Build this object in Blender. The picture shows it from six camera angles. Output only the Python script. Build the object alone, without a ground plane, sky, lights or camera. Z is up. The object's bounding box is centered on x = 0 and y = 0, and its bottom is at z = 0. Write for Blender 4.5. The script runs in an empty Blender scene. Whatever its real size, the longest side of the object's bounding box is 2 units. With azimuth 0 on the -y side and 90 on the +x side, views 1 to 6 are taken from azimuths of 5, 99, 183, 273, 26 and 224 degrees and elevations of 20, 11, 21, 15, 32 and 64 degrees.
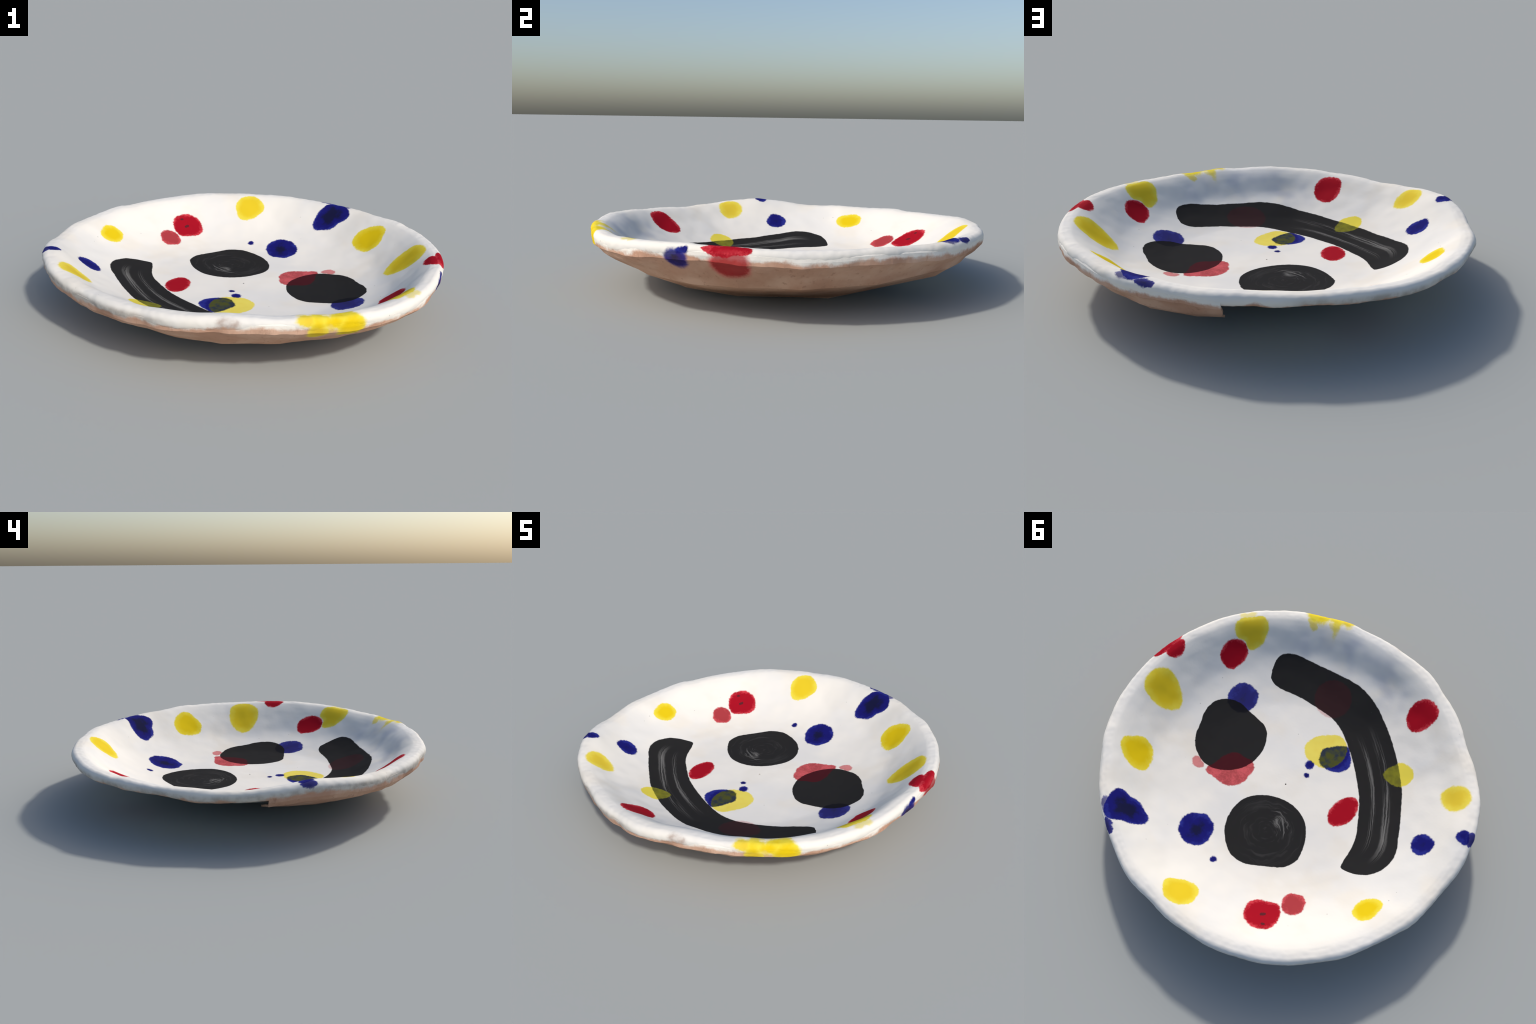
"""Hand-built ceramic plate with a face painted on it: white glaze, two black
eyes, a curved black mouth and splashes of red, blue and yellow; bare clay below."""
import bpy, bmesh, math, random
import numpy as np
from mathutils import Vector, noise

random.seed(7)
TAU = 2 * math.pi

# ------------------------------------------------------------------ the form
# Rim centre line: radius and height every 10 degrees, counter-clockwise from +x.
RIM_RADIUS = [0.968, 0.961, 0.954, 0.944, 0.928, 0.926, 0.919, 0.920, 0.931, 0.925, 0.938, 0.952,
              0.960, 0.968, 0.968, 0.970, 0.971, 0.971, 0.968, 0.976, 0.974, 0.970, 0.951, 0.931,
              0.934, 0.937, 0.941, 0.926, 0.932, 0.942, 0.951, 0.966, 0.973, 0.976, 0.967, 0.969]
RIM_HEIGHT = [0.298, 0.292, 0.293, 0.296, 0.290, 0.282, 0.280, 0.283, 0.282, 0.279, 0.278, 0.275,
              0.265, 0.254, 0.252, 0.254, 0.251, 0.244, 0.246, 0.263, 0.277, 0.272, 0.258, 0.253,
              0.259, 0.266, 0.272, 0.280, 0.286, 0.284, 0.277, 0.275, 0.279, 0.287, 0.297, 0.302]
# Inside of the dish: share of the rim radius -> share of the depth.
DISH_T = [0, .30, .50, .60, .65, .70, .774, .82, .85, .88, .91, .94, .965, .985, 1.0]
DISH_H = [0, 0, .03, .11, .18, .275, .445, .57, .655, .75, .85, .935, .985, .999, 1.0]
FLOOR = 0.075          # height of the dish floor
LIP = 0.0265            # half thickness of the rim roll
# The roll hangs lower than it is wide, by this much in each 30 degrees.
LIP_DROP = [1.2, 1.2, 1.2, 1.0, 0.9, 0.9, 1.05, 1.4, 1.4, 1.3, 1.3, 1.2]
SKIN = 0.005           # thickness of the dish wall above the hollow


def around(values, theta):
    """Smooth closed curve through evenly spaced values (Catmull-Rom)."""
    v = np.asarray(values, float)
    n = len(v)
    f = (theta / TAU * n) % n
    i = np.floor(f).astype(int)
    u = f - i
    a, b, c, d = v[(i - 1) % n], v[i % n], v[(i + 1) % n], v[(i + 2) % n]
    return b + .5 * u * (c - a + u * (2 * a - 5 * b + 4 * c - d + u * (3 * (b - c) + d - a)))


def profile(x, y, q):
    """Monotone cubic through profile points."""
    x, y = np.asarray(x, float), np.asarray(y, float)
    h = np.diff(x)
    d = np.diff(y) / h
    m = np.zeros_like(y)
    m[-1] = d[-1]
    for i in range(1, len(y) - 1):
        if d[i - 1] * d[i] > 0:
            w1, w2 = 2 * h[i] + h[i - 1], h[i] + 2 * h[i - 1]
            m[i] = (w1 + w2) / (w1 / d[i - 1] + w2 / d[i])
    k = np.clip(np.searchsorted(x, q) - 1, 0, len(h) - 1)
    s = (q - x[k]) / h[k]
    return (y[k] * (1 + 2 * s) * (1 - s) ** 2 + h[k] * m[k] * s * (1 - s) ** 2
            + y[k + 1] * s * s * (3 - 2 * s) + h[k] * m[k + 1] * s * s * (s - 1))


N_TH = 720
TH = np.linspace(0, TAU, N_TH, endpoint=False)
RR, RZ, DROP = around(RIM_RADIUS, TH), around(RIM_HEIGHT, TH), around(LIP_DROP, TH)
COS, SIN = np.cos(TH), np.sin(TH)


def dents(x, y, z):
    """Finger dents and lumps of the hand-pressed clay, in metres."""
    r = math.hypot(x, y)
    wall = min(1.0, max(0.0, (r - 0.45) / 0.25))
    p = Vector((x, y, z))
    broad = noise.noise(p * 6.0 + Vector((3.1, 0.4, 8.8)))
    small = noise.noise(p * 14.0 + Vector((9.0, 5.0, 1.0)))
    return broad * (0.0024 + 0.0048 * wall) + small * (0.0009 + 0.0011 * wall)


def dish_height(t):
    """Height of the inside at share t of the rim radius, all round; the wall is
    hollowed out a little more on one side."""
    h = profile(DISH_T, DISH_H, np.array([t]))[0]
    side = np.exp(-((((TH - math.radians(-5) + math.pi) % TAU) - math.pi) / 1.2) ** 2)
    h = h - 0.085 * math.exp(-((t - .765) / .095) ** 2) * side
    away = (((TH - math.radians(-77) + math.pi) % TAU) - math.pi) / .5
    h = h - 0.075 * math.exp(-((t - .82) / .06) ** 2) * np.exp(-away ** 2)
    return FLOOR + (RZ + LIP - FLOOR) * h


def build_body():
    """The dish: inside surface, rolled rim, thin underside.  Returns rows of points."""
    rows, kinds = [], []
    ts = np.concatenate([np.linspace(0.004, 0.55, 70), np.linspace(0.55, 1.0, 90)[1:]])
    for t in ts:
        z = dish_height(t)
        rows.append((RR * t, z))
        kinds.append('dish' if t < 0.965 else 'rim')
    for a in np.linspace(0, math.pi * 0.93, 34)[1:]:
        dz = math.cos(a) * (1.0 if a < math.pi / 2 else DROP)
        rows.append((RR + LIP * math.sin(a), RZ + LIP * dz))
        kinds.append('rim')
    for t in np.concatenate([np.linspace(0.955, 0.5, 40), np.linspace(0.5, 0.004, 16)[1:]]):
        z = dish_height(t) - SKIN
        blend = max(0.0, (t - 0.93) / 0.025) * .35
        z = z * (1 - blend) + np.minimum(z, RZ - LIP * DROP * 0.7) * blend
        rows.append((RR * t, z))
        kinds.append('underside')
    pts = np.array([np.stack([r * COS, r * SIN, z], -1) for r, z in rows])
    return pts, kinds


def mesh_from_grid(pts):
    nr, nt, _ = pts.shape
    verts = pts.reshape(-1, 3)
    i, j = np.meshgrid(np.arange(nr - 1), np.arange(nt), indexing='ij')
    k = (j + 1) % nt
    faces = np.stack([i * nt + j, (i + 1) * nt + j, (i + 1) * nt + k, i * nt + k], -1).reshape(-1, 4)
    return verts, faces


# ----------------------------------------------------------------- the paint
# Every daub of paint is a blob: a centre and its reach in evenly spaced
# directions (from -x, counter-clockwise).  Daubs inside the dish are laid out
# in plan; daubs on the rim lie on a plane that faces up and outward.
def spot(colour, centre, reach, strength=1.0, soft=0.009, core=0.5):
    return dict(colour=colour, centre=(centre[0], centre[1], 0.0), u=(1, 0, 0), v=(0, 1, 0),
                reach=reach, strength=strength, soft=soft, core=core)


def rim_spot(colour, centre, reach, strength=1.0, soft=0.012, core=0.5, lean=0.6):
    a = math.atan2(centre[1], centre[0])
    c, s, k = math.cos(a), math.sin(a), math.sqrt(1 - lean * lean)
    return dict(colour=colour, centre=centre, u=(-s, c, 0), v=(-lean * c, -lean * s, k),
                reach=reach, strength=strength, soft=soft, core=core, rim=True)


SPOTS = [
    # black eyes
    spot('black', (0.425, -0.005), [.202, .202, .204, .203, .188, .189, .213, .226, .221, .199, .180, .187, .198, .208, .215, .210, .206, .205], soft=.004),
    spot('black', (-0.106, 0.271), [.230, .216, .212, .212, .207, .204, .204, .209, .219, .218, .215, .214, .213, .217, .209, .193, .197, .220], soft=.004),
    # reds
    spot('red', (0.277, 0.132), [.101, .104, .121, .120, .100, .104, .099, .093, .092, .102, .141, .109, .098, .101, .099, .100], .92, core=.1),
    spot('red', (0.439, 0.229), [.041, .030, .023, .028, .040, .038, .031, .029, .031, .035], .75, core=.0),
    spot('red', (-0.332, -0.087), [.064, .068, .084, .103, .083, .067, .063, .069, .086, .101, .083, .069], 1, core=.8),
    spot('red', (0.152, -0.557), [.109, .104, .101, .108, .110, .102, .103, .110], .35, core=.0),
    spot('red', (-0.414, 0.616), [.086, .086, .091, .096, .080, .078, .089, .093, .089, .090, .087, .085, .085, .088], 1, core=.9),
    spot('red', (-0.487, 0.471), [.058, .057, .063, .064, .059, .063, .061, .058, .061, .064, .063, .060], .95, core=.5),
    spot('red', (-0.312, -0.744), [.077, .084, .080, .080, .083, .083, .080, .077, .078, .084, .084, .077], 1, core=.8),
    spot('red', (0.727, -0.355), [.058, .067, .083, .085, .072, .063, .059, .065, .079, .081, .077, .061], 1, core=.8),
    spot('red', (0.925, -0.118), [.036, .038, .050, .066, .045, .042, .045, .066, .056, .040], 1, core=.6),
    rim_spot('red', (0.973, -0.102, 0.314), [.103, .060, .038, .034, .034, .036, .050, .107, .055, .036, .034, .034, .036, .055], 1, core=.4, soft=.008),
    # blues
    spot('blue', (0.538, -0.245), [.081, .075, .075, .066, .064, .067, .071, .074, .085, .100, .110, .110, .105, .090], .98, core=.5),
    spot('blue', (0.163, 0.510), [.090, .084, .092, .093, .099, .092, .094, .094, .089, .089, .091, .097, .098, .097], 1, core=1.0),
    spot('blue', (-0.023, 0.568), [.018, .018, .017, .018, .018, .017], 1, core=.8),
    spot('blue', (-0.018, -0.173), [.026, .025, .026, .026, .025, .026], 1, core=.6),
    spot('blue', (-0.047, -0.115), [.015, .014, .015, .015, .014, .015], 1, core=.8),
    spot('blue', (-0.099, -0.296), [.089, .086, .085, .100, .082, .078, .090, .090, .092, .083, .080, .085], 1, core=.6),
    spot('blue', (0.440, 0.702), [.105, .105, .080, .075, .074, .077, .109, .102, .100, .108, .112, .095, .082, .093], 1, core=1.2),
    spot('blue', (-0.764, -0.179), [.055, .056, .053, .055, .061, .060, .057, .052, .054, .059, .063, .058], 1, core=.5),
    spot('blue', (-0.901, -0.299), [.035, .029, .035, .038, .034, .036, .036, .034, .034, .043], 1, core=.4),
    rim_spot('blue', (0.950, -0.281, 0.301), [.030, .027, .017, .016, .023, .026, .030, .017, .016, .018], 1, core=.5),
    rim_spot('blue', (0.501, 0.758, 0.299), [.052, .034, .026, .030, .052, .034, .026, .030], .85, core=.1, soft=.012),
    rim_spot('blue', (0.417, 0.827, 0.299), [.048, .025, .020, .023, .050, .023, .020, .025], .97, core=.7, soft=.008),
    rim_spot('blue', (-0.930, -0.311, 0.293), [.044, .027, .024, .028, .040, .032, .028, .030], .97, core=.7, soft=.008),
    # yellows
    spot('yellow', (-0.025, -0.299), [.106, .112, .120, .120, .099, .097, .107, .117, .116, .105, .109, .106], .90, core=.1),
    spot('yellow', (-0.067, 0.814), [.084, .079, .084, .080, .071, .071, .075, .094, .085, .079, .078, .076, .078, .080], .98, core=.7),
    spot('yellow', (0.656, 0.441), [.078, .071, .075, .086, .094, .084, .087, .080, .074, .077, .093, .100], 1, core=.7, soft=.010),
    spot('yellow', (0.828, 0.085), [.105, .095, .088, .095, .106, .099, .093, .096, .100, .094, .095, .098], .98, core=.6, soft=.012),
    spot('yellow', (-0.776, 0.264), [.053, .060, .079, .072, .061, .057, .056, .064, .074, .074, .065, .056], 1, core=.6),
    spot('yellow', (-0.744, -0.463), [.072, .070, .069, .068, .069, .074, .078, .068, .065, .070, .078, .075], .95, core=.5, soft=.014),
    spot('yellow', (0.726, -0.513), [.078, .082, .094, .092, .069, .067, .080, .097, .098, .067, .088, .079], .97, core=.6, soft=.012),
    rim_spot('yellow', (0.787, -0.545, 0.301), [.054, .024, .018, .022, .048, .022, .018, .020], .6, core=.0, soft=.018),
    rim_spot('yellow', (0.372, -0.879, 0.294), [.075, .040, .032, .036, .055, .080, .042, .032, .032, .055], .95, core=.4, soft=.022),
    rim_spot('yellow', (0.502, -0.816, 0.281), [.085, .052, .044, .042, .052, .082, .066, .056, .044, .042, .048, .068], 1, core=.6, soft=.02),
    spot('yellow', (0.491, -0.766), [.032, .020, .034, .026, .041, .024, .027, .034], .75, core=.3, soft=.012),
    spot('yellow', (0.402, -0.823), [.020, .017, .020, .020, .024, .015, .018, .024], .6, core=.1, soft=.012),
    spot('yellow', (0.321, -0.871), [.017, .020, .016, .014, .026, .016, .018, .018], .5, core=.0, soft=.012),
    # one yellow daub lies on top of the black mouth
    spot('overlay', (-0.422, -0.436), [.074, .074, .071, .066, .073, .063, .070, .081, .069, .062, .064, .069], .9, core=.4),
    # dark specks in the largest red dot, a thumb smudge of clay on the rim
    spot('speck', (-0.417, 0.614), [.009, .016, .009, .010, .016, .010], .8, soft=.004),
    spot('speck', (-0.455, 0.653), [.008, .010, .007, .008, .010, .007], .8, soft=.004),
    rim_spot('smudge', (0.040, -0.940, 0.280), [.05, .032, .026, .03, .045, .03, .024, .032], .75, soft=.03),
]
# Runs of paint down the bare clay below the rim.
CLAY_SPOTS = [
    rim_spot('red', (0.960, -0.090, 0.258), [.080, .065, .058, .065, .090, .060, .045, .055], .88, core=.9, soft=.03, lean=.4),
    rim_spot('blue', (0.930, -0.310, 0.268), [.055, .045, .042, .045, .055, .042, .034, .042], .95, core=1.0, soft=.022, lean=.4),
    rim_spot('yellow', (0.400, -0.885, 0.258), [.050, .05, .05, .05, .045, .045, .080, .045], .9, core=.4, soft=.022, lean=.4),
    rim_spot('yellow', (0.450, -0.852, 0.285), [.06, .04, .034, .04, .06, .034, .03, .034], .85, core=.4, soft=.03, lean=.5),
    rim_spot('yellow', (0.525, -0.812, 0.262), [.070, .06, .05, .06, .065, .055, .055, .055], .95, core=.5, soft=.022, lean=.4),
    rim_spot('yellow', (-0.190, -0.66, 0.06), [.09, .04, .03, .04, .09, .04, .03, .04], .35, core=.3, soft=.03),
]
# The mouth is a brush stroke bent round a point: angle -> inner and outer edge.
MOUTH = (0.075, -0.067)
MOUTH_A = [-200.6, -200, -198.5, -196, -192, -188, -184, -180, -174, -167, -160, -152, -144, -135, -125, -114,
           -106, -99, -91, -84, -77, -68, -59, -54, -50, -47, -44, -42, -40.3, -39.5]
MOUTH_OUT = [.646, .662, .690, .727, .762, .777, .779, .768, .729, .694, .667, .646, .626, .612, .605, .609,
             .618, .624, .630, .629, .628, .636, .657, .672, .679, .676, .655, .622, .585, .552]
MOUTH_IN = [.644, .634, .622, .607, .588, .568, .546, .520, .487, .458, .432, .408, .390, .379, .374, .376,
            .385, .394, .402, .406, .410, .422, .443, .456, .468, .479, .495, .509, .528, .550]


def inside_spot(s, p):
    d = p - np.array(s['centre'])
    x, y = d @ np.array(s['u'], float), d @ np.array(s['v'], float)
    n = len(s['reach'])
    f = (np.arctan2(y, x) + math.pi) / TAU * n
    i = np.floor(f).astype(int)
    w = f - i
    r = np.asarray(s['reach'] + s['reach'])
    reach = r[i % n] * (1 - w) + r[(i + 1) % n] * w
    dist2 = x * x + y * y
    if s.get('rim'):
        dist2 = dist2 + .4 * (d @ np.cross(s['u'], s['v'])) ** 2
    return np.sqrt(dist2) < reach


def inside_mouth(p):
    dx, dy = p[:, 0] - MOUTH[0], p[:, 1] - MOUTH[1]
    a = np.degrees(np.arctan2(dy, dx))
    a = np.where(a > 0, a - 360, a)
    r = np.hypot(dx, dy)
    return (r > np.interp(a, MOUTH_A, MOUTH_IN)) & (r < np.interp(a, MOUTH_A, MOUTH_OUT)) & (a > MOUTH_A[0]) & (a < MOUTH_A[-1])


# ------------------------------------------------------------- the materials
class Nodes:
    """Small helper for writing node trees as expressions."""

    def __init__(self, tree):
        self.t = tree

    def new(self, kind, **props):
        n = self.t.nodes.new(kind)
        for k, v in props.items():
            setattr(n, k, v)
        return n

    def put(self, sock, val):
        if isinstance(val, bpy.types.NodeSocket):
            self.t.links.new(val, sock)
        else:
            sock.default_value = val

    def math(self, op, a, b=None, c=None, clamp=False):
        n = self.new('ShaderNodeMath', operation=op, use_clamp=clamp)
        for k, v in enumerate((a, b, c)):
            if v is not None:
                self.put(n.inputs[k], v)
        return n.outputs[0]

    def vec(self, op, a, b=None, c=None):
        n = self.new('ShaderNodeVectorMath', operation=op)
        for k, v in enumerate((a, b, c)):
            if v is not None:
                self.put(n.inputs[k], v)
        return n.outputs['Value'] if op in ('DOT_PRODUCT', 'LENGTH', 'DISTANCE') else n.outputs[0]

    def smooth(self, x, lo, hi, to0=0.0, to1=1.0):
        n = self.new('ShaderNodeMapRange', interpolation_type='SMOOTHSTEP')
        for k, v in zip(('Value', 'From Min', 'From Max', 'To Min', 'To Max'), (x, lo, hi, to0, to1)):
            self.put(n.inputs[k], v)
        return n.outputs[0]

    def noise(self, p, scale, detail=2.0, rough=0.5, out='Fac'):
        n = self.new('ShaderNodeTexNoise')
        self.put(n.inputs['Vector'], p)
        n.inputs['Scale'].default_value = scale
        n.inputs['Detail'].default_value = detail
        n.inputs['Roughness'].default_value = rough
        return n.outputs[out]

    def curve(self, x, points):
        n = self.new('ShaderNodeFloatCurve')
        c = n.mapping.curves[0]
        while len(c.points) > 2:
            c.points.remove(c.points[-1])
        c.points[0].location = points[0]
        c.points[1].location = points[-1]
        for p in points[1:-1]:
            c.points.new(*p)
        n.mapping.use_clip = False
        n.mapping.update()
        self.put(n.inputs['Value'], x)
        return n.outputs[0]

    def mix(self, fac, a, b, blend='MIX'):
        n = self.new('ShaderNodeMix', data_type='RGBA', blend_type=blend)
        self.put(n.inputs['Factor'], fac)
        for s, v in ((n.inputs[6], a), (n.inputs[7], b)):
            self.put(s, v if isinstance(v, bpy.types.NodeSocket) else (*v, 1.0))
        return n.outputs[2]

    def turn(self, x, y):
        """Direction as a share of a full turn, from -x."""
        return self.math('MULTIPLY_ADD', self.math('ARCTAN2', y, x), 1 / TAU, 0.5)


COLOUR = dict(
    white=(0.785, 0.745, 0.67), white_cool=(0.735, 0.71, 0.66), white_warm=(0.75, 0.69, 0.59),
    slate=(0.34, 0.37, 0.46),
    red=(0.34, 0.006, 0.016), red_thin=(0.56, 0.045, 0.060),
    blue=(0.010, 0.010, 0.13), blue_thin=(0.020, 0.025, 0.21), blue_deep=(0.009, 0.010, 0.042),
    yellow=(0.70, 0.50, 0.008), yellow_thin=(0.76, 0.63, 0.055),
    black=(0.0092, 0.0092, 0.0100), streak=(0.17, 0.165, 0.155),
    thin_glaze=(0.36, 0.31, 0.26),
    clay=(0.51, 0.295, 0.200), clay_pale=(0.63, 0.41, 0.295), clay_dark=(0.24, 0.115, 0.07),
)


def spot_nodes(N, pos, s):
    """Mask and depth (0 at the edge, 1 at the centre) of one daub."""
    d = N.vec('SUBTRACT', pos, s['centre'])
    x, y = N.vec('DOT_PRODUCT', d, s['u']), N.vec('DOT_PRODUCT', d, s['v'])
    n = len(s['reach'])
    pts = [(k / n, s['reach'][k % n]) for k in range(n + 1)]
    reach = N.curve(N.turn(x, y), pts)
    dist = N.math('SQRT', N.math('ADD', N.math('MULTIPLY', x, x), N.math('MULTIPLY', y, y)))
    if s.get('rim'):
        w = N.vec('DOT_PRODUCT', d, tuple(np.cross(s['u'], s['v'])))
        dist = N.math('SQRT', N.math('MULTIPLY_ADD', N.math('MULTIPLY', w, w), .4, N.math('MULTIPLY', dist, dist)))
    gap = N.math('SUBTRACT', reach, dist)
    m = N.smooth(gap, -s['soft'] * .5, s['soft'] * .5, 0.0, s['strength'])
    depth = N.math('MULTIPLY', N.math('DIVIDE', gap, reach), s['core'], clamp=True)
    return m, depth


def layer(N, pos, spots, colour):
    mask, depth = None, None
    for s in spots:
        if s['colour'] != colour:
            continue
        m, d = spot_nodes(N, pos, s)
        mask = m if mask is None else N.math('MAXIMUM', mask, m)
        depth = d if depth is None else N.math('MAXIMUM', depth, d)
    return mask, depth


def paint(N, pos, base, spots, grain, mottle):
    """Lay the translucent colours over the base, in the order they were brushed."""
    out = base
    y, yd = layer(N, pos, spots, 'yellow')
    if y is not None:
        c = N.mix(N.smooth(N.math('ADD', yd, N.math('MULTIPLY', mottle, .35)), .1, .5), COLOUR['yellow_thin'], COLOUR['yellow'])
        out = N.mix(y, out, c)
    r, rd = layer(N, pos, spots, 'red')
    if r is not None:
        c = N.mix(N.smooth(N.math('ADD', rd, N.math('MULTIPLY_ADD', grain, .45, N.math('MULTIPLY', N.math('SUBTRACT', mottle, .5), .6))), .14, .40), COLOUR['red_thin'], COLOUR['red'])
        out = N.mix(r, out, c)
    b, bd = layer(N, pos, spots, 'blue')
    if b is not None:
        v = N.math('ADD', bd, N.math('MULTIPLY_ADD', grain, .35, N.math('MULTIPLY', N.math('SUBTRACT', mottle, .5), 1.1)))
        c = N.mix(N.smooth(v, .12, .45), COLOUR['blue_thin'], COLOUR['blue'])
        c = N.mix(N.smooth(v, .55, 1.0), c, COLOUR['blue_deep'])
        if y is not None:
            c = N.mix(N.math('MULTIPLY', y, 1.3, clamp=True), c, N.mix(N.smooth(mottle, .4, .6), (0.028, 0.036, 0.05), (.07, .075, .018)))
        out = N.mix(b, out, c)
    return out, r, y


def surface_material(name, clay_only, with_black=True):
    mat = bpy.data.materials.new(name)
    mat.use_nodes = True
    t = mat.node_tree
    t.nodes.clear()
    N = Nodes(t)
    co = N.new('ShaderNodeTexCoord').outputs['Object']
    xyz = N.new('ShaderNodeSeparateXYZ')
    t.links.new(co, xyz.inputs[0])
    X, Y, Z = xyz.outputs
    grain = N.noise(co, 95.0, 3.0, .6)
    mottle = N.noise(co, 18.0, 3.0)
    # ragged paint edges: the position is nudged by noise before the daubs are measured
    nud = N.vec('SUBTRACT', N.noise(co, 34.0, 3.0, .6, 'Color'), (.5, .5, .5))
    nudge = N.vec('SCALE', nud)
    nudge.node.inputs['Scale'].default_value = 0.009
    pos_smooth = N.vec('ADD', co, nudge)
    jag = N.vec('SUBTRACT', N.noise(co, 75.0, 2.0, .6, 'Color'), (.5, .5, .5))
    jag = N.vec('SCALE', jag)
    jag.node.inputs['Scale'].default_value = 0.013
    pos = N.vec('ADD', pos_smooth, jag)

    # ---- bare clay
    clay = N.mix(N.smooth(N.noise(co, 6.0, 4.0), .35, .7), COLOUR['clay'], COLOUR['clay_pale'])
    streaky = N.new('ShaderNodeMapping')
    streaky.inputs['Scale'].default_value = (1, 1, .25)
    t.links.new(co, streaky.inputs[0])
    clay = N.mix(N.smooth(N.noise(streaky.outputs[0], 42.0, 4.0, .65), .56, .75, 0, .45), clay, COLOUR['clay_dark'])
    clay = N.mix(N.smooth(grain, .58, .75, 0, .3), clay, COLOUR['clay_pale'])
    # ---- the glaze stops below the roll of the rim; bare clay shows there
    turn0 = N.turn(X, Y)
    ks = [k / 36 for k in range(37)]
    rim_r = N.curve(turn0, [(k, RIM_RADIUS[(i + 18) % 36]) for i, k in enumerate(ks)])
    rim_z = N.curve(turn0, [(k, RIM_HEIGHT[(i + 18) % 36]) for i, k in enumerate(ks)])
    rad = N.math('SQRT', N.math('ADD', N.math('MULTIPLY', X, X), N.math('MULTIPLY', Y, Y)))
    below = N.math('SUBTRACT', Z, rim_z)
    edge = N.math('MULTIPLY_ADD', N.math('SUBTRACT', N.noise(co, 8.0, 5.0, .65), .5), .085, -.020)
    bare = N.smooth(N.math('SUBTRACT', below, edge), -.008, .012, 1, 0)
    if not clay_only:
        bare = N.math('MULTIPLY', bare, N.math('GREATER_THAN', rad, N.math('SUBTRACT', rim_r, .02)))
    # brownish-grey darker tint on the outer face of the rim at the back
    thin = N.math('MULTIPLY', N.smooth(N.math('SUBTRACT', rad, rim_r), .004, .022), N.smooth(below, -.002, .020, 1, 0))
    side = N.math('MAXIMUM', N.smooth(turn0, .76, .80), N.smooth(turn0, .18, .24, 1, 0))
    thin = N.math('MULTIPLY', thin, side)
    rough = 0.85
    if clay_only:
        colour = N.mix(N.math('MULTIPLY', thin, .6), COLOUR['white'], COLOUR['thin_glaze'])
        colour, _, _ = paint(N, pos, colour, SPOTS, grain, mottle)
        colour = N.mix(bare, colour, clay)
        colour, _, _ = paint(N, pos, colour, CLAY_SPOTS, grain, mottle)
    else:
        # ---- white glaze, unevenly thick: cool and warm clouds
        white = N.mix(N.smooth(N.noise(co, 3.2, 3.0), .42, .68), COLOUR['white'], COLOUR['white_cool'])
        white = N.mix(N.smooth(N.noise(N.vec('ADD', co, (4, 1, 2)), 4.5, 3.0), .5, .75, 0, .7), white, COLOUR['white_warm'])
        # soft slate-blue patches on the wall beyond the mouth
        sm = N.smooth(N.noise(N.vec('ADD', co, (1.3, 7.7, .4)), 8.0, 1.0), .38, .74)
        place = N.vec('SUBTRACT', co, (0.17, -0.77, 0.22))
        near = N.math('MULTIPLY', N.smooth(N.vec('LENGTH', place), .22, .50, 1, 0), N.smooth(Z, .12, .17))
        near = N.math('MULTIPLY', near, N.smooth(N.math('SQRT', N.math('ADD', N.math('MULTIPLY', X, X), N.math('MULTIPLY', Y, Y))), .86, .91, 1, 0))
        white = N.mix(N.math('MULTIPLY', N.math('MULTIPLY', sm, near), .45), white, COLOUR['slate'])
        # pinholes
        vor = N.new('ShaderNodeTexVoronoi')
        vor.inputs['Scale'].default_value = 13.0
        t.links.new(co, vor.inputs['Vector'])
        hole = N.math('MULTIPLY', N.smooth(vor.outputs['Distance'], .022, .06, 1, 0), N.smooth(N.noise(co, 2.3), .5, .6, 0, .55))
        white = N.mix(hole, white, (.22, .2, .17))
        out, red, yellow = paint(N, pos, white, SPOTS, grain, mottle)
        speck, _ = layer(N, pos, SPOTS, 'speck')
        out = N.mix(speck, out, (.045, .018, .022))
        # ---- black: eyes and mouth
        eyes, _ = layer(N, pos_smooth, SPOTS, 'black')
        px, py, _ = xyz_of(N, pos_smooth)
        mx, my = N.math('SUBTRACT', px, MOUTH[0]), N.math('SUBTRACT', py, MOUTH[1])
        r = N.math('SQRT', N.math('ADD', N.math('MULTIPLY', mx, mx), N.math('MULTIPLY', my, my)))
        # share of a turn measured from +x, so the stroke does not straddle the jump
        turn = N.math('FRACT', N.math('ADD', N.turn(mx, my), .5))
        span = [((a + 360) / 360.0) for a in MOUTH_A]
        r_in = N.curve(turn, [(0, .60)] + list(zip(span, MOUTH_IN)) + [(1, .60)])
        r_out = N.curve(turn, [(0, .50)] + list(zip(span, MOUTH_OUT)) + [(1, .50)])
        gap = N.math('MINIMUM', N.math('SUBTRACT', r, r_in), N.math('SUBTRACT', r_out, r))
        mouth = N.smooth(gap, -.002, .003)
        ends = N.math('MULTIPLY', N.math('GREATER_THAN', turn, span[0]), N.math('LESS_THAN', turn, span[-1]))
        mouth = N.math('MULTIPLY', mouth, ends)
        black = N.math('MAXIMUM', eyes, mouth) if with_black else N.math('MULTIPLY', mouth, 0.0)
        # brush hairs left pale lines along the mouth ...
        ridge = N.new('ShaderNodeCombineXYZ')
        share = N.math('DIVIDE', N.math('SUBTRACT', r, r_in), N.math('SUBTRACT', r_out, r_in))
        N.put(ridge.inputs[0], N.math('MULTIPLY', share, 26.0))
        N.put(ridge.inputs[1], N.math('MULTIPLY', turn, 9.0))
        hairs = N.smooth(N.noise(ridge.outputs[0], 1.0, 3.0, .6), .42, .62)
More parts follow.
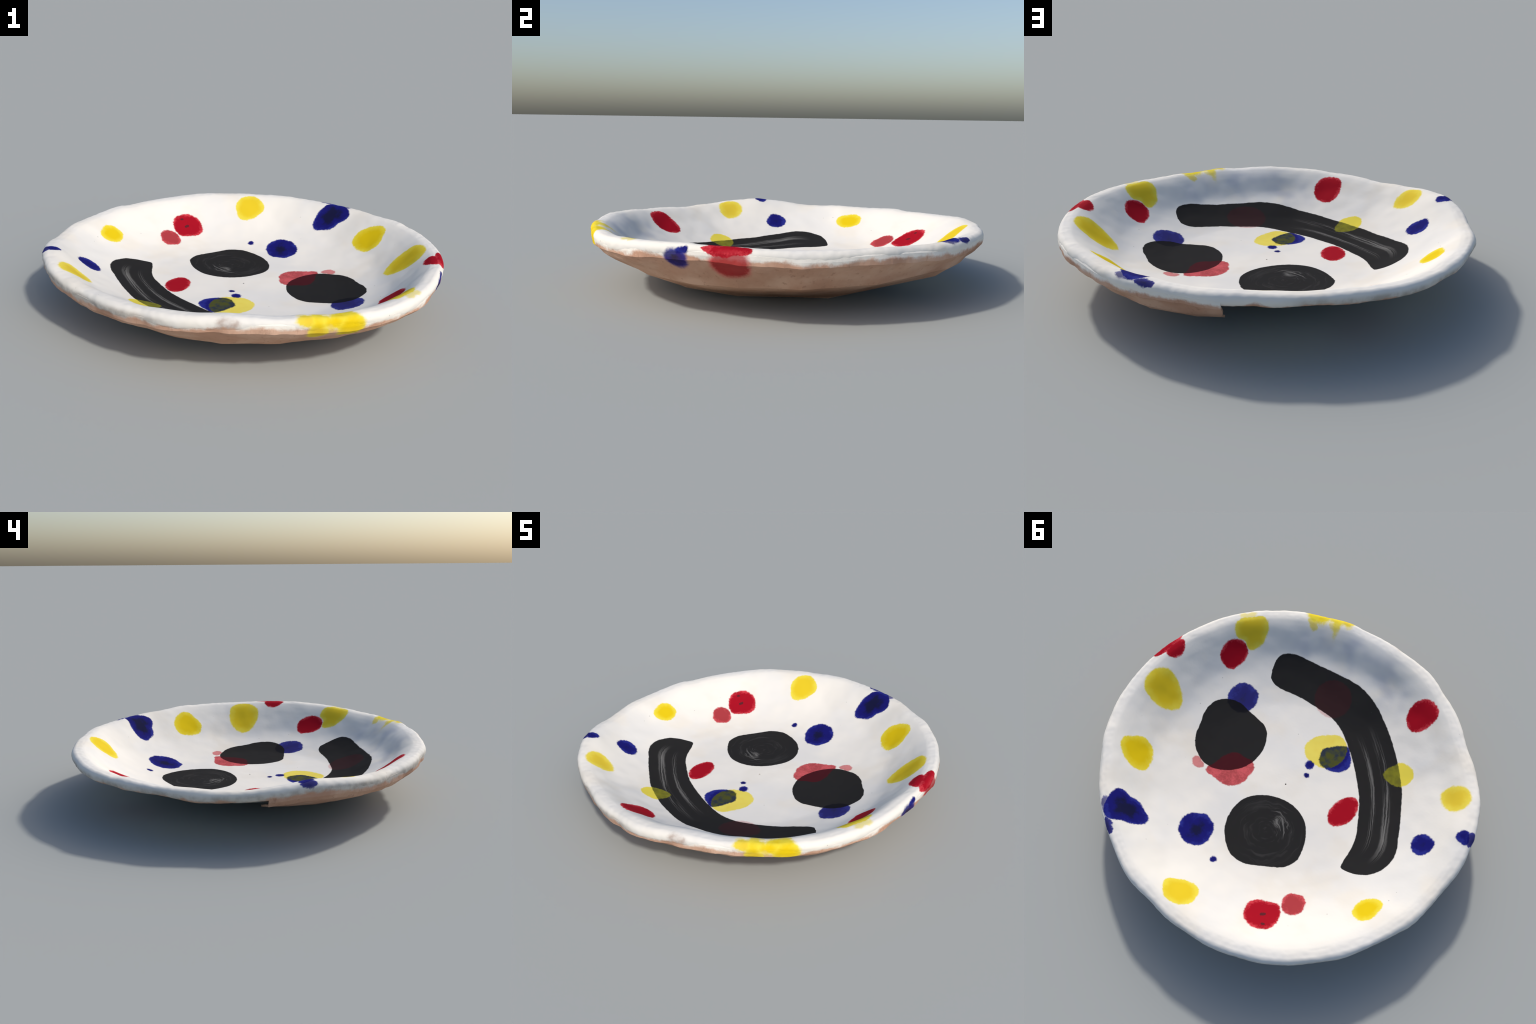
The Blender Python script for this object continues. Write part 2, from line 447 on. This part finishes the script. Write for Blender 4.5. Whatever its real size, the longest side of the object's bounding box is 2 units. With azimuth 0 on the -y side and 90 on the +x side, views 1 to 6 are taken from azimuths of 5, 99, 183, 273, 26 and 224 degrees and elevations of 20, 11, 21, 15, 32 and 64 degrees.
        bands = N.math('MAXIMUM', N.smooth(N.math('ABSOLUTE', N.math('SUBTRACT', share, .34)), .02, .08, .8, 0),
                       N.smooth(N.math('ABSOLUTE', N.math('SUBTRACT', share, .66)), .03, .11, 1, 0))
        reach = N.math('MULTIPLY', N.smooth(turn, .47, .51), N.smooth(turn, .60, .70, 1, 0))
        streak = N.math('MULTIPLY', N.math('MULTIPLY', hairs, bands), reach)
        # ... and circling lines in one eye
        ex, ey = N.math('ADD', X, .106), N.math('ADD', Y, -.271)
        er = N.math('SQRT', N.math('ADD', N.math('MULTIPLY', ex, ex), N.math('MULTIPLY', ey, ey)))
        ea = N.turn(ex, ey)
        ring = N.new('ShaderNodeCombineXYZ')
        N.put(ring.inputs[0], N.math('MULTIPLY_ADD', N.noise(co, 13.0, 2.0), 5.0, N.math('MULTIPLY', er, 95.0)))
        N.put(ring.inputs[1], N.math('MULTIPLY', ea, 7.0))
        arcs = N.smooth(N.noise(ring.outputs[0], 1.0, 2.0), .50, .68)
        arcs = N.math('MULTIPLY', arcs, N.math('MULTIPLY', N.smooth(er, .04, .08), N.smooth(er, .135, .155, 1, 0)))
        arcs = N.math('MULTIPLY', arcs, N.math('MULTIPLY', N.smooth(ea, .03, .10), N.smooth(ea, .27, .34, 1, 0)))
        swirl = N.math('MULTIPLY', N.smooth(N.noise(ring.outputs[0], .55, 3.0), .50, .75, 0, .11), N.smooth(er, .19, .2, 1, 0))
        streak = N.math('MAXIMUM', N.math('MAXIMUM', streak, swirl), N.math('MULTIPLY', arcs, .8))
        ink = N.mix(N.math('MULTIPLY', red, .6), COLOUR['black'], (.085, .008, .014))
        ink = N.mix(N.math('MULTIPLY', streak, .85), ink, COLOUR['streak'])
        ink = N.mix(N.smooth(grain, .74, .80, 0, .35), ink, COLOUR['streak'])
        out = N.mix(N.math('MULTIPLY', black, .985), out, ink)
        over, od = layer(N, pos, SPOTS, 'overlay')
        oc = N.mix(black, (.74, .60, .012), (.22, .21, .020))
        oc = N.mix(N.math('MULTIPLY', N.smooth(mottle, .45, .65, 0, .5), black), oc, (.09, .09, .02))
        out = N.mix(over, out, oc)
        smudge, _ = layer(N, pos, SPOTS, 'smudge')
        out = N.mix(N.math('MULTIPLY', smudge, N.smooth(mottle, .35, .6, .3, .8)), out, COLOUR['clay_dark'])
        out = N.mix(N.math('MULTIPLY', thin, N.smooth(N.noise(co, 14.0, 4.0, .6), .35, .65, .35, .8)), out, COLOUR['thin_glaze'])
        out = N.mix(bare, out, clay)
        out, _, _ = paint(N, pos, out, CLAY_SPOTS, grain, mottle)
        colour = out
        rough = 0.8
    bsdf = N.new('ShaderNodeBsdfPrincipled')
    t.links.new(colour, bsdf.inputs['Base Color'])
    bsdf.inputs['Roughness'].default_value = rough
    bsdf.inputs['Specular IOR Level'].default_value = 0.03
    bump = N.new('ShaderNodeBump')
    bump.inputs['Strength'].default_value = 0.35 if clay_only else 0.12
    bump.inputs['Distance'].default_value = 0.004
    t.links.new(N.noise(co, 48.0, 4.0, .55), bump.inputs['Height'])
    t.links.new(bump.outputs[0], bsdf.inputs['Normal'])
    o = N.new('ShaderNodeOutputMaterial')
    t.links.new(bsdf.outputs[0], o.inputs[0])
    return mat


def xyz_of(N, v):
    n = N.new('ShaderNodeSeparateXYZ')
    N.put(n.inputs[0], v)
    return n.outputs


# ------------------------------------------------------------------ assembly
def make_object(name, verts, faces, mat, parent, normals=None):
    used, inv = np.unique(faces.reshape(-1), return_inverse=True)
    me = bpy.data.meshes.new(name)
    me.from_pydata(verts[used].tolist(), [], inv.reshape(faces.shape).tolist())
    me.polygons.foreach_set('use_smooth', [True] * len(me.polygons))
    me.materials.append(mat)
    if normals is not None:
        me.normals_split_custom_set_from_vertices(normals[used].tolist())
    ob = bpy.data.objects.new(name, me)
    bpy.context.collection.objects.link(ob)
    ob.parent = parent
    return ob


def vertex_normals(verts, faces):
    n = np.zeros_like(verts)
    a, b, c, d = (verts[faces[:, k]] for k in range(4))
    fn = np.cross(c - a, d - b)
    for k in range(4):
        np.add.at(n, faces[:, k], fn)
    return n / np.maximum(np.linalg.norm(n, axis=1)[:, None], 1e-12)


plate = bpy.data.objects.new('painted_plate', None)
plate['label'] = 'shallow handmade ceramic plate painted with a face and colourful dots'
plate['category'] = 'plate'
bpy.context.collection.objects.link(plate)

glaze_mat = surface_material('painted_glaze', False)
clay_mat = surface_material('bare_clay', True)
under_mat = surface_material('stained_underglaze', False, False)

pts, kinds = build_body()
verts, faces = mesh_from_grid(pts)
n0 = vertex_normals(verts, faces)
row_of = np.repeat(np.arange(len(kinds)), N_TH)
rim_rows = np.array([k == 'rim' for k in kinds])
shift = np.array([dents(*p) for p in verts])
rough_rim = np.array([noise.noise(Vector(p) * 45.0) for p in verts]) * 0.0014
under = np.array([k == 'underside' for k in kinds])[row_of]
shift = np.where(under, -shift, shift)             # both faces of the wall dent together
verts = verts + n0 * (shift + rough_rim * rim_rows[row_of])[:, None]
normals = vertex_normals(verts, faces)

centres = verts[faces].mean(1)
face_row = np.repeat(np.arange(len(kinds) - 1), N_TH)
face_kind = np.array([kinds[i] if kinds[i] == kinds[i + 1] else ('rim' if 'rim' in (kinds[i], kinds[i + 1]) else 'underside')
                      for i in range(len(kinds) - 1)])[face_row]
upper = face_kind != 'underside'
taken = ~upper
pieces = []
order = [s for s in SPOTS if s['colour'] == 'black'] + [s for s in SPOTS if s['colour'] not in ('black', 'speck', 'smudge')]
for s in order:
    name = 'painted_eye' if s['colour'] == 'black' else 'paint_dot'
    sel = inside_spot(s, centres) & ~taken
    if name == 'paint_dot' and not s.get('rim'):
        sel &= ~inside_mouth(centres)
    if sel.sum() < 6:
        continue
    pieces.append((name, sel))
    taken = taken | sel
    if name == 'painted_eye' and sum(p[0] == 'painted_eye' for p in pieces) == 2:
        sel = inside_mouth(centres) & ~taken
        pieces.append(('painted_mouth', sel))
        taken = taken | sel
pieces.append(('dish', (face_kind == 'dish') & ~taken))
pieces.append(('rim', (face_kind == 'rim') & ~taken))
for name, sel in pieces:
    make_object(name, verts, faces[sel], glaze_mat, plate, normals)
make_object('dish_underside', verts, faces[face_kind == 'underside'], under_mat, plate, normals)

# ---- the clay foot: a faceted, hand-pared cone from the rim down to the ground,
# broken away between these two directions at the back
FOOT_FROM, FOOT_TO = 188, 443.5
# Corners of the pared facets: direction, then radius and height of the belly
# of the wall and of the edge where the wall turns into the base.
FOOT_CORNERS = [
    (180, .865, .165, .66, .098), (197, .862, .160, .66, .092), (211, .860, .155, .68, .088),
    (224, .855, .152, .71, .092), (238, .820, .145, .71, .070), (254, .840, .142, .69, .062), (270, .838, .140, .70, .072),
    (287, .830, .140, .69, .072), (305, .838, .138, .69, .068), (323, .850, .136, .64, .048), (340, .858, .136, .48, .006),
    (355, .852, .137, .41, .001), (372, .850, .140, .40, .001), (393, .862, .152, .450, .000), (406, .878, .172, .640, .072),
    (419, .895, .180, .840, .140), (432, .880, .175, .770, .112), (447, .860, .168, .690, .085), (460, .860, .168, .690, .085)]
FOOT_BASE = [(.30, .004), (.15, .004), (.004, .004)]


def chord(corner_radius, corner_height, q, pull=0.0):
    """A ring of straight chords between the corner points."""
    q = q - pull * np.clip((q - 400) / (FOOT_TO - 400), 0, 1)
    a = np.array([c[0] for c in FOOT_CORNERS], float)
    x = np.interp(q, a, [r * math.cos(math.radians(t)) for t, r in zip(a, corner_radius)])
    y = np.interp(q, a, [r * math.sin(math.radians(t)) for t, r in zip(a, corner_radius)])
    return np.stack([x, y, np.interp(q, a, corner_height)], -1)


nfoot = 540
q = np.unique(np.round(np.concatenate([np.linspace(FOOT_FROM, FOOT_TO, nfoot),
                                      [c[0] for c in FOOT_CORNERS if FOOT_FROM < c[0] < FOOT_TO]]), 3))
qr = np.radians(q % 360)


def below_rim(out, down):
    r = around(RIM_RADIUS, qr) + out
    return np.stack([r * np.cos(qr), r * np.sin(qr), around(RIM_HEIGHT, qr) - down], -1)


# how far the clay wall stands out from the rim line, in each 30 degrees
FLARE = [1.2, 1.3, 1.12, 1.0, 1.0, .8, .8, .95, 1.0, 1.0, 1.0, 1.1]
flare = LIP * around(FLARE, qr)
wall = [below_rim(LIP * .96, 0.0), below_rim(LIP * .55 + flare * .42, LIP * .55), below_rim(flare * .85, LIP * 1.4),
        below_rim(flare * .2 - .012, LIP * 2.5),
        chord([c[1] for c in FOOT_CORNERS], [c[2] for c in FOOT_CORNERS], q, 1.5),
        chord([c[3] for c in FOOT_CORNERS], [c[4] for c in FOOT_CORNERS], q, 3.2)]
whole = (q > 232) & (q < 421)
base = [wall[-1][whole]] + [chord([r * random.uniform(.94, 1.06) for c in FOOT_CORNERS], [z] * len(FOOT_CORNERS), q)[whole]
                            for r, z in FOOT_BASE]


def clay_sheet(name, rings, steps, rough):
    """A sheet of clay through the rings, a few millimetres thick."""
    n = len(rings[0])
    rows = []
    for k in range(len(rings) - 1):
        for i in range(steps[k]):
            rows.append(rings[k] + (rings[k + 1] - rings[k]) * (i / steps[k]))
    rows.append(rings[-1])
    outer = np.array(rows)
    for i in range(len(outer)):
        fade = max(0.12, 1 - i / 36) * min(1, i / 14) * rough
        for j in range(n):
            p = Vector(outer[i, j])
            d = (noise.noise(p * 16.0) * .006 + noise.noise(Vector((p.x, p.y, p.z * .4)) * 55.0) * .003) * fade
            d += (.35 - noise.voronoi(p * 7.5)[0][0]) * .016 * rough * min(1, i / 12) * max(.25, 1 - i / 70)
            o = Vector((p.x, p.y, -p.length * .6)).normalized()
            outer[i, j] += np.array(o) * d
    outer[..., 2] = np.maximum(outer[..., 2], 0.0)
    inner = outer * np.array([.992, .992, 1.0]) + np.array([0, 0, .008])
    nr = len(outer)
    idx = np.arange(nr * n).reshape(nr, n)
    off = nr * n
    ff = np.stack([idx[:-1, :-1], idx[1:, :-1], idx[1:, 1:], idx[:-1, 1:]], -1).reshape(-1, 4)
    rims = [np.stack([line[:-1], line[:-1] + off, line[1:] + off, line[1:]], -1)
            for line in (idx[:, 0], idx[:, -1][::-1], idx[0][::-1], idx[-1])]
    ob = make_object(name, np.concatenate([outer.reshape(-1, 3), inner.reshape(-1, 3)]),
                     np.concatenate([ff, ff[:, ::-1] + off] + rims), clay_mat, plate)
    ob.data.set_sharp_from_angle(angle=math.radians(9))
    return ob


clay_sheet('clay_wall', wall, [4, 6, 10, 18, 24], 1.0)
clay_sheet('clay_base', base, [8, 6, 6], 0.0)
